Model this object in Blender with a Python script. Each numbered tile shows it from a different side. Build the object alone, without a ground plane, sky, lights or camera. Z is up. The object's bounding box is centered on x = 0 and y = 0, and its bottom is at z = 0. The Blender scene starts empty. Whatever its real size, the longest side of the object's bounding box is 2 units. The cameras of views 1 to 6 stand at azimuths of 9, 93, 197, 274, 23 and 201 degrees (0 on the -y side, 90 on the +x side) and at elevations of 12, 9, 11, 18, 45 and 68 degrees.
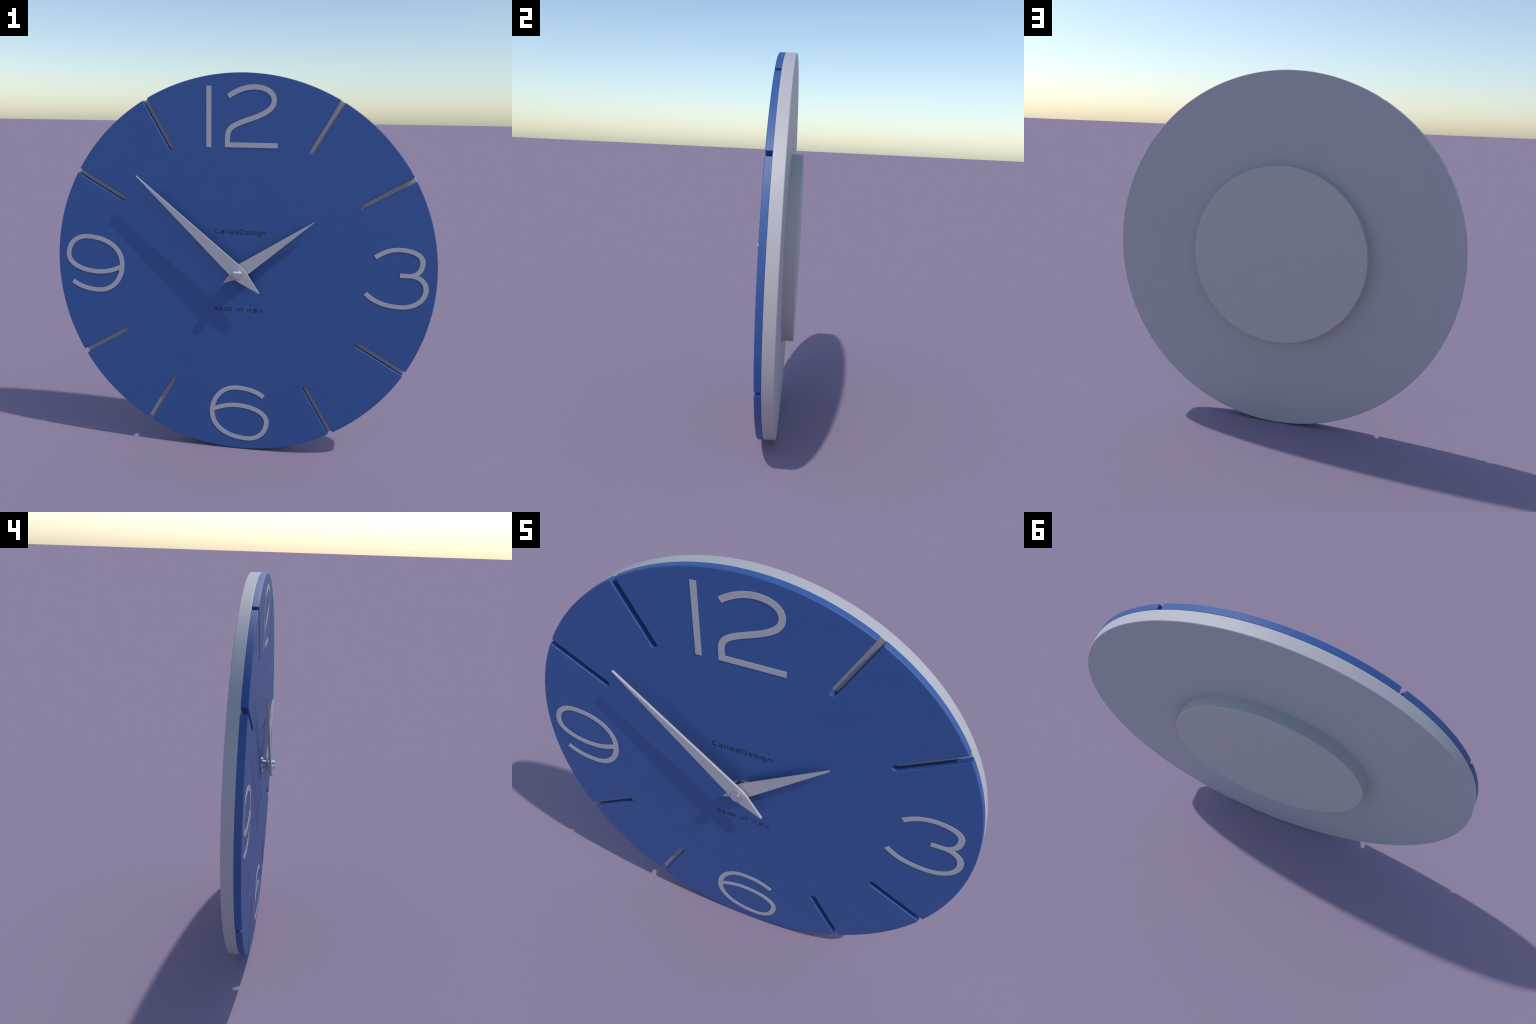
"""Round two-layer wall clock: blue slotted dial on a pale backplate, raised thin
numerals, two lance-shaped hands on a polished pin, movement cover on the back.
The dial stands upright, its face towards -y.  Part coordinates are (x, y, z) around
the clock's axis, which runs along y at z = 1."""
import bpy, bmesh, math
from mathutils import Vector

RADIUS = 1.0
DIAL_RADIUS = 1.0
# depth layers along y (front is negative)
Y_COVER_BACK = 0.1136
Y_PLATE_BACK = 0.0530
Y_PLATE_FRONT = -0.0035
Y_DIAL_FRONT = -0.0342
Y_DIGIT = -0.0362
Y_HOUR = (-0.0600, -0.0715)
Y_MINUTE = (-0.0800, -0.0915)
Y_PIN_TIP = -0.1136

# ------------------------------------------------------------------ materials
def principled(name, color, rough, metallic=0.0, spec=0.5, mottling=0.0, bump=0.0, ior=1.5):
    m = bpy.data.materials.new(name)
    m.use_nodes = True
    nt = m.node_tree
    b = nt.nodes["Principled BSDF"]
    b.inputs["Base Color"].default_value = (*color, 1)
    b.inputs["Roughness"].default_value = rough
    b.inputs["Metallic"].default_value = metallic
    b.inputs["IOR"].default_value = ior
    b.inputs["Specular IOR Level"].default_value = spec
    tc = nt.nodes.new("ShaderNodeTexCoord")
    if mottling:
        n = nt.nodes.new("ShaderNodeTexNoise")
        n.inputs["Scale"].default_value = 9.0
        n.inputs["Detail"].default_value = 4.0
        nt.links.new(tc.outputs["Object"], n.inputs["Vector"])
        r = nt.nodes.new("ShaderNodeValToRGB")
        r.color_ramp.elements[0].position = 0.3
        r.color_ramp.elements[1].position = 0.7
        r.color_ramp.elements[0].color = (*[c * (1 - mottling) for c in color], 1)
        r.color_ramp.elements[1].color = (*[c * (1 + mottling) for c in color], 1)
        nt.links.new(n.outputs["Fac"], r.inputs["Fac"])
        nt.links.new(r.outputs["Color"], b.inputs["Base Color"])
    if bump:
        n2 = nt.nodes.new("ShaderNodeTexNoise")
        n2.inputs["Scale"].default_value = 350.0
        nt.links.new(tc.outputs["Object"], n2.inputs["Vector"])
        bp = nt.nodes.new("ShaderNodeBump")
        bp.inputs["Strength"].default_value = bump
        bp.inputs["Distance"].default_value = 0.001
        nt.links.new(n2.outputs["Fac"], bp.inputs["Height"])
        nt.links.new(bp.outputs["Normal"], b.inputs["Normal"])
    return m

BLUE = principled("blue_lacquer", (0.032, 0.095, 0.300), 0.5, mottling=0.015)
WHITE = principled("white_lacquer", (0.449, 0.437, 0.460), 0.5, mottling=0.01)
COVER = principled("cover_plastic", (0.495, 0.480, 0.470), 0.5, mottling=0.01)
CHROME = principled("polished_steel", (0.80, 0.80, 0.82), 0.06, metallic=1.0)
INK = principled("dark_ink", (0.008, 0.008, 0.010), 0.5)

# ------------------------------------------------------------------ 2D helpers
def signed_area(p):
    return 0.5 * sum(a[0] * b[1] - b[0] * a[1] for a, b in zip(p, p[1:] + p[:1]))

def inset(loop, d, outer=True):
    """Mitred inward offset of a closed loop (CCW outer, CW hole)."""
    n, out = len(loop), []
    for i in range(n):
        p, c, q = (Vector(loop[(i + k) % n]) for k in (-1, 0, 1))
        e1, e2 = (c - p).normalized(), (q - c).normalized()
        n1, n2 = Vector((-e1.y, e1.x)), Vector((-e2.y, e2.x))
        m = n1 + n2
        m = m / max(m.dot(n1), 0.35) if m.length > 1e-6 else n1
        out.append(tuple(c + m * d))
    return out

def bezier(p0, p1, p2, p3, n):
    for k in range(1, n + 1):
        t = k / n
        a, b, c, d = (1 - t) ** 3, 3 * t * (1 - t) ** 2, 3 * t * t * (1 - t), t ** 3
        yield (a * p0[0] + b * p1[0] + c * p2[0] + d * p3[0],
               a * p0[1] + b * p1[1] + c * p2[1] + d * p3[1])

def spine(nodes, n=18):
    """nodes: (x, z, (hx, hz) incoming handle, (hx, hz) outgoing handle); handles relative."""
    pts = [nodes[0][:2]]
    for a, b in zip(nodes, nodes[1:]):
        ho, hi = a[3], b[2]
        p0, p3 = a[:2], b[:2]
        if ho is None and hi is None:
            pts.append(p3)
            continue
        ho, hi = ho or (0, 0), hi or (0, 0)
        pts += list(bezier(p0, (p0[0] + ho[0], p0[1] + ho[1]), (p3[0] + hi[0], p3[1] + hi[1]), p3, n))
    return pts

def pen_stroke(path, wx, wz):
    """Closed CCW outline of a path drawn with an elliptic pen: wx wide in x, wz in z."""
    n = len(path)
    left, right = [], []
    for i in range(n):
        c = Vector(path[i])
        e1 = (c - Vector(path[i - 1])).normalized() if i else None
        e2 = (Vector(path[i + 1]) - c).normalized() if i < n - 1 else None
        e1, e2 = e1 or e2, e2 or e1
        n1, n2 = Vector((-e1.y, e1.x)), Vector((-e2.y, e2.x))
        h1 = 0.5 * math.hypot(n1.x * wx, n1.y * wz)
        h2 = 0.5 * math.hypot(n2.x * wx, n2.y * wz)
        det = n1.x * n2.y - n1.y * n2.x
        if abs(det) > 0.3:      # hard corner: intersect both offset lines
            off = Vector(((h1 * n2.y - h2 * n1.y) / det, (n1.x * h2 - n2.x * h1) / det))
        else:
            m = (n1 + n2).normalized()
            off = m * (0.5 * (h1 + h2) / max(m.dot(n1), 0.5))
        left.append(tuple(c + off))
        right.append(tuple(c - off))
    loop = right + left[::-1]
    return loop if signed_area(loop) > 0 else loop[::-1]

def fillet(pts, r, n=6, closed=False):
    """Round the corners of a polyline; r is the tangent length."""
    out, m = [], len(pts)
    for i in range(m):
        c = Vector(pts[i])
        if not closed and i in (0, m - 1):
            out.append(tuple(c))
            continue
        p, q = Vector(pts[i - 1]), Vector(pts[(i + 1) % m])
        t1, t2 = min(r, (p - c).length * 0.5), min(r, (q - c).length * 0.5)
        if (p - c).normalized().dot((q - c).normalized()) < -0.999:
            out.append(tuple(c))
            continue
        a, b = c + (p - c).normalized() * t1, c + (q - c).normalized() * t2
        ka, kb = a.lerp(c, 0.55), b.lerp(c, 0.55)
        out.append(tuple(a))
        out += list(bezier(a, ka, kb, b, n))
    clean = [out[0]]
    for p in out[1:]:
        if math.dist(p, clean[-1]) > 1e-6:
            clean.append(p)
    return clean

# ------------------------------------------------------------------ solids
def finish(bm, name, mat, parent, location=(0, 0, 0), angle=35):
    bmesh.ops.remove_doubles(bm, verts=bm.verts, dist=1e-7)
    bmesh.ops.recalc_face_normals(bm, faces=bm.faces)
    me = bpy.data.meshes.new(name)
    bm.to_mesh(me)
    bm.free()
    me.polygons.foreach_set("use_smooth", [True] * len(me.polygons))
    me.set_sharp_from_angle(angle=math.radians(angle))
    ob = bpy.data.objects.new(name, me)
    bpy.context.collection.objects.link(ob)
    me.materials.append(mat)
    w = ob.modifiers.new("weighted", "WEIGHTED_NORMAL")
    w.keep_sharp = True
    w.weight = 80
    dg = bpy.context.evaluated_depsgraph_get()
    baked = bpy.data.meshes.new_from_object(ob.evaluated_get(dg))
    ob.modifiers.clear()
    ob.data = baked
    baked.name = name
    ob.location = location
    ob.parent = parent
    return ob

def slab_mesh(bm, loops, y_back, y_front, bevel_front=0.0, bevel_back=0.0, segs=4):
    """Extrude closed 2D loops in y between two caps, with rounded rims."""
    prof = []
    if bevel_back:
        for k in range(segs + 1):
            a = math.pi / 2 * k / segs
            prof.append((bevel_back * (1 - math.sin(a)), y_back - bevel_back * (1 - math.cos(a))))
    else:
        prof.append((0, y_back))
    if bevel_front:
        for k in range(segs + 1):
            a = math.pi / 2 * k / segs
            prof.append((bevel_front * (1 - math.cos(a)), y_front + bevel_front * (1 - math.sin(a))))
    else:
        prof.append((0, y_front))
    caps = [[], []]
    for loop in loops:
        rings = []
        for d, y in prof:
            pts = inset(loop, d) if d > 1e-9 else loop
            rings.append([bm.verts.new((p[0], y, p[1])) for p in pts])
        n = len(loop)
        for r0, r1 in zip(rings, rings[1:]):
            for i in range(n):
                bm.faces.new((r0[i], r0[(i + 1) % n], r1[(i + 1) % n], r1[i]))
        for side, ring in ((0, rings[0]), (1, rings[-1])):
            for i in range(n):
                e = bm.edges.get((ring[i], ring[(i + 1) % n]))
                caps[side].append(e)
    for edges in caps:
        bmesh.ops.triangle_fill(bm, use_beauty=True, use_dissolve=False, edges=edges)

def slab(name, mat, parent, loops, y_back, y_front, bevel_front=0.0, bevel_back=0.0,
         location=(0, 0, 0), segs=4):
    bm = bmesh.new()
    slab_mesh(bm, loops, y_back, y_front, bevel_front, bevel_back, segs)
    return finish(bm, name, mat, parent, location)

def lathe(name, mat, parent, profile, steps=64, closed=False, angle=35):
    """Turn (radius, y) points around the clock's axis."""
    bm = bmesh.new()
    rings = []
    for r, y in profile:
        if r < 1e-9:
            rings.append([bm.verts.new((0, y, 0))])
        else:
            rings.append([bm.verts.new((r * math.cos(2 * math.pi * k / steps), y,
                                        r * math.sin(2 * math.pi * k / steps))) for k in range(steps)])
    pairs = list(zip(rings, rings[1:])) + ([(rings[-1], rings[0])] if closed else [])
    for a, b in pairs:
        for k in range(steps):
            l = (k + 1) % steps
            if len(a) == 1:
                bm.faces.new((a[0], b[k], b[l]))
            elif len(b) == 1:
                bm.faces.new((a[k], a[l], b[0]))
            else:
                bm.faces.new((a[k], a[l], b[l], b[k]))
    return finish(bm, name, mat, parent, angle=angle)

def circle(r, n=360):
    return [(r * math.cos(2 * math.pi * k / n), r * math.sin(2 * math.pi * k / n)) for k in range(n)]

# ------------------------------------------------------------------ the clock
clock = bpy.data.objects.new("wall_clock", None)
bpy.context.collection.objects.link(clock)
clock["label"] = "round blue wall clock with pale numerals and hands"
clock["category"] = "wall clock"

axis = (0, 0, RADIUS)

def on_axis(ob):
    ob.location = axis
    return ob

# --- dial: blue disc with eight open slots at the hours that carry no numeral
SLOT_WIDTH, SLOT_INNER = 0.0268, 0.7068

def dial_outline():
    half = SLOT_WIDTH / 2
    pts = []
    slots = [math.radians(30 * h) for h in range(12) if h % 3]
    gap = math.asin(half / DIAL_RADIUS)
    slots.sort()
    for i, a in enumerate(slots):       # a is measured counter-clockwise from +x
        d, nrm = Vector((math.cos(a), math.sin(a))), Vector((-math.sin(a), math.cos(a)))
        ro = math.sqrt(DIAL_RADIUS ** 2 - half ** 2)
        pts.append(tuple(d * ro - nrm * half))
        c = d * (SLOT_INNER + half)
        for k in range(13):
            t = -math.pi / 2 - math.pi * k / 12
            pts.append(tuple(c + half * (d * math.cos(t) + nrm * math.sin(t))))
        pts.append(tuple(d * ro + nrm * half))
        b = slots[(i + 1) % len(slots)] + (2 * math.pi if i == len(slots) - 1 else 0)
        a0, b0 = a + gap, b - gap
        n = max(6, round((b0 - a0) / math.radians(1.0)))
        for k in range(1, n):
            t = a0 + (b0 - a0) * k / n
            pts.append((DIAL_RADIUS * math.cos(t), DIAL_RADIUS * math.sin(t)))
    return pts

dial = on_axis(slab("dial", BLUE, clock, [dial_outline()], Y_PLATE_FRONT, Y_DIAL_FRONT, 0.0042))
on_axis(slab("backplate", WHITE, clock, [circle(RADIUS)], Y_PLATE_BACK, Y_PLATE_FRONT + 0.0002,
             0.0040, 0.0048))
on_axis(slab("movement_cover", COVER, clock, [circle(0.4965, 240)], Y_COVER_BACK, Y_PLATE_BACK - 0.002,
             0.0, 0.0075, segs=6))

# --- numerals
PEN_X, PEN_Z = 0.0254, 0.0236

def digit(strokes, centre, turn=False, wx=PEN_X, wz=PEN_Z):
    parts = []
    for path in strokes:
        if turn:
            path = [(-x, -z) for x, z in path]
        bm = bmesh.new()
        slab_mesh(bm, [pen_stroke(path, wx, wz)], Y_DIAL_FRONT + 0.004, Y_DIGIT)
        parts.append(finish(bm, "digit", WHITE, None, angle=25))
    ob = parts[0]
    for other in parts[1:]:
        mod = ob.modifiers.new("join", "BOOLEAN")
        mod.operation, mod.solver, mod.object = "UNION", "EXACT", other
        dg = bpy.context.evaluated_depsgraph_get()
        me = bpy.data.meshes.new_from_object(ob.evaluated_get(dg))
        ob.modifiers.clear()
        ob.data = me
        me.name = "digit"
        bpy.data.objects.remove(other)
        me.set_sharp_from_angle(angle=math.radians(25))
    ob.location = (centre[0], 0, centre[1])
    ob.parent = dial
    return ob

# one
digit([[(0, -0.1505), (0, 0.1505)]], (-0.1657, 0.7848))

# two
digit([spine([
    (-0.0655, 0.1000, None, (0.034, 0.024)),
    (0.0664, 0.1455, (-0.051, 0), (0.058, 0)),
    (0.1645, 0.0815, (0, 0.037), (0, -0.063)),
    (-0.006, -0.0280, (0.062, 0.026), (-0.046, -0.019)),
    (-0.0690, -0.1050, (0, 0.042), None),
    (-0.0690, -0.1370, None, None),
    (0.1860, -0.1370, None, None)])], (-0.001, 0.785), wz=0.0246)

# three
upper = spine([
    (-0.1145, 0.1040, None, (0.034, 0.025)),
    (0.0024, 0.1478, (-0.046, 0), (0.066, 0)),
    (0.1190, 0.0860, (0, 0.039), (0, -0.042)),
    (0.0540, 0.0170, (0.042, 0), None),
    (0.0117, 0.0170, None, None)])
lower = spine([
    (0.0300, 0.0170, None, None),
    (0.0610, 0.0170, None, (0.048, 0)),
    (0.1430, -0.0520, (0, 0.040), (0, -0.056)),
    (0.0260, -0.1465, (0.064, 0), (-0.084, 0)),
    (-0.1543, -0.0835, (0.040, -0.040), None)])
digit([upper, lower], (0.8043, 0.0031), wz=0.0212)

# six, and nine as the same shape turned upside down
six = spine([
    (0.1320, 0.1030, None, (-0.040, 0.030)),
    (-0.0150, 0.1460, (0.058, 0), (-0.077, 0)),
    (-0.1500, -0.0020, (0, 0.083), (0, -0.090)),
    (0.0445, -0.1455, (-0.112, 0), (0.062, 0)),
    (0.1510, -0.0420, (0, -0.058), (0, 0.052)),
    (-0.0170, 0.0450, (0.092, 0), None)])
bar = spine([
    (0.0050, 0.0440, None, None),
    (-0.0170, 0.0450, None, (-0.047, 0)),
    (-0.1430, 0.0130, (0.040, 0.018), None)])
six = six[:-1] + bar[1:]
cut = len(six) - 12
digit([six[:cut], six[cut - 1:]], (0.0046, -0.7916), wz=0.0226)
digit([six[:cut], six[cut - 1:]], (-0.7910, 0.0032), turn=True, wz=0.0234)

# --- hands: lance outlines given by blade length, tail length, shoulder
def hand(name, degrees, blade, tail, shoulder_at, shoulder, ys):
    tip = 0.0010
    pts = [(-tip, blade), (-shoulder, shoulder_at), (-tip * 1.2, -tail),
           (tip * 1.2, -tail), (shoulder, shoulder_at), (tip, blade)]
    out = []
    for i, p in enumerate(pts):
        if i in (1, 4):
            q = fillet([pts[i - 1], p, pts[i + 1]], 0.024, 10)
            out += q[1:-1]
        else:
            out.append(p)
    a = math.radians(degrees)
    c, s = math.cos(a), math.sin(a)
    loop = [(x * c + z * s, -x * s + z * c) for x, z in out]
    if signed_area(loop) < 0:
        loop.reverse()
    return on_axis(slab(name, WHITE, clock, [loop], *ys, 0.0008, 0.0008, segs=2))

hand("minute_hand", -47.9, 0.7225, 0.1500, -0.0106, 0.0380, Y_MINUTE)
hand("hour_hand", 54.15, 0.4740, 0.0990, 0.0085, 0.0368, Y_HOUR)

# --- polished pin with a domed tip, and the ring nut at its foot
PIN_R, DOME = 0.0245, 0.0052
sphere_r = (PIN_R ** 2 + DOME ** 2) / (2 * DOME)
profile = [(0, Y_DIAL_FRONT + 0.01), (PIN_R, Y_DIAL_FRONT + 0.01)]
RIM = 0.0022            # rounded rim between the side and the dome
top = math.asin((PIN_R - RIM) / (sphere_r - RIM))
rim_y = Y_PIN_TIP + sphere_r - (sphere_r - RIM) * math.cos(top)
for k in range(6):
    t = math.pi / 2 + (top - math.pi / 2) * k / 6
    profile.append((PIN_R - RIM + RIM * math.sin(t), rim_y - RIM * math.cos(t)))
for k in range(13):
    t = top * (1 - k / 12)
    profile.append((sphere_r * math.sin(t) if k < 12 else 0, Y_PIN_TIP + sphere_r * (1 - math.cos(t))))
on_axis(lathe("center_pin", CHROME, clock, profile))

ring = []
R_IN, R_OUT, RING_Y, B = 0.0290, 0.0422, -0.0425, 0.0022
for cx, cy, a0 in ((R_OUT - B, RING_Y + B, 0), (R_IN + B, RING_Y + B, 90)):
    for k in range(5):
        t = math.radians(a0 + 90 * k / 4)
        ring.append((cx + B * math.cos(t), cy - B * math.sin(t)))
ring += [(R_IN, Y_DIAL_FRONT + 0.004), (R_OUT, Y_DIAL_FRONT + 0.004)]
on_axis(lathe("ring_nut", CHROME, clock, ring, closed=True))

# --- inscription: rounded square letters drawn as single strokes.
# Glyph coordinates: x in widths (0..1), z in x-heights (1 = x-height).
GLYPHS = {
    "C": [[(1, 1.42), (.48, 1.42), (0, 1.05), (0, .40), (.42, 0), (1, 0)]],
    "D": [[(0, 0), (0, 1.42), (.55, 1.42), (1, 1.0), (1, .42), (.60, 0), (0, 0)]],
    "a": [[(0, 1), (1, 1), (1, 0), (0, 0), (0, .52), (1, .52)]],
    "d": [[(1, 1), (0, 1), (0, 0), (1, 0), (1, 1.5)]],
    "e": [[(0, .46), (1, .46), (1, 1), (0, 1), (0, 0), (1, 0)]],
    "g": [[(1, .12), (0, .12), (0, 1), (1, 1), (1, -.45), (0, -.45)]],
    "i": [[(.5, 0), (.5, 1)]],
    "l": [[(0, 1.42), (0, 0), (1, 0)]],
    "m": [[(0, 0), (0, 1), (1, 1), (1, 0)], [(.5, .98), (.5, 0)]],
    "n": [[(0, 0), (0, 1), (1, 1), (1, 0)]],
    "s": [[(1, 1), (0, 1), (0, .55), (1, .50), (1, 0), (0, 0)]],
    "t": [[(.45, 1.3), (.45, 0), (1, 0)], [(0, .93), (1, .93)]],
    "y": [[(0, 1), (.5, .42)], [(1, 1), (0, -.32)]],
}
INK_W, X_HEIGHT = 0.0035, 0.0165

def letter(ch, x0, x1, base):
    w = max(x1 - x0 - INK_W, 0.0)
    bm = bmesh.new()
    lift = 0.0003
    for path in GLYPHS[ch]:
        pts = [(px * w, pz * X_HEIGHT) for px, pz in path]
        r = 0.0030 if ch in "l" else 0.0062
        if ch not in "y":
            pts = fillet(pts, r, 5)
        # a stroke that meets itself is drawn as a run of butted pieces at two levels
        half = max(2, len(pts) // 2 + 1)
        runs = [pts[:half], pts[half - 1:]] if len(pts) > 4 else [pts]
        for run in runs:
            slab_mesh(bm, [pen_stroke(run, INK_W, INK_W)], Y_DIAL_FRONT + 0.002, Y_DIAL_FRONT - lift)
            lift += 0.0002
    ob = finish(bm, "letter", INK, dial, (x0 + INK_W / 2, 0, base + INK_W / 2))
    return ob

U = 0.0001333
first = [("C", 176, 372), ("a", 412, 560), ("l", 603, 655), ("l", 702, 762), ("e", 805, 952),
         ("a", 995, 1140), ("D", 1178, 1376), ("e", 1425, 1570), ("s", 1605, 1752),
         ("i", 1798, 1824), ("g", 1863, 2008), ("n", 2055, 2200)]
for ch, a, b in first:
    letter(ch, -0.1350 + (a - 180) * U, -0.1350 + (b - 180) * U, 0.1940)
second = [("m", 168, 320), ("a", 362, 498), ("d", 546, 690), ("e", 732, 878), ("i", 1092, 1118),
          ("n", 1155, 1304), ("i", 1512, 1540), ("t", 1588, 1668), ("a", 1722, 1864),
          ("l", 1898, 1950), ("y", 2000, 2142)]
for ch, a, b in second:
    letter(ch, -0.1345 + (a - 170) * U, -0.1345 + (b - 170) * U, -0.2190)
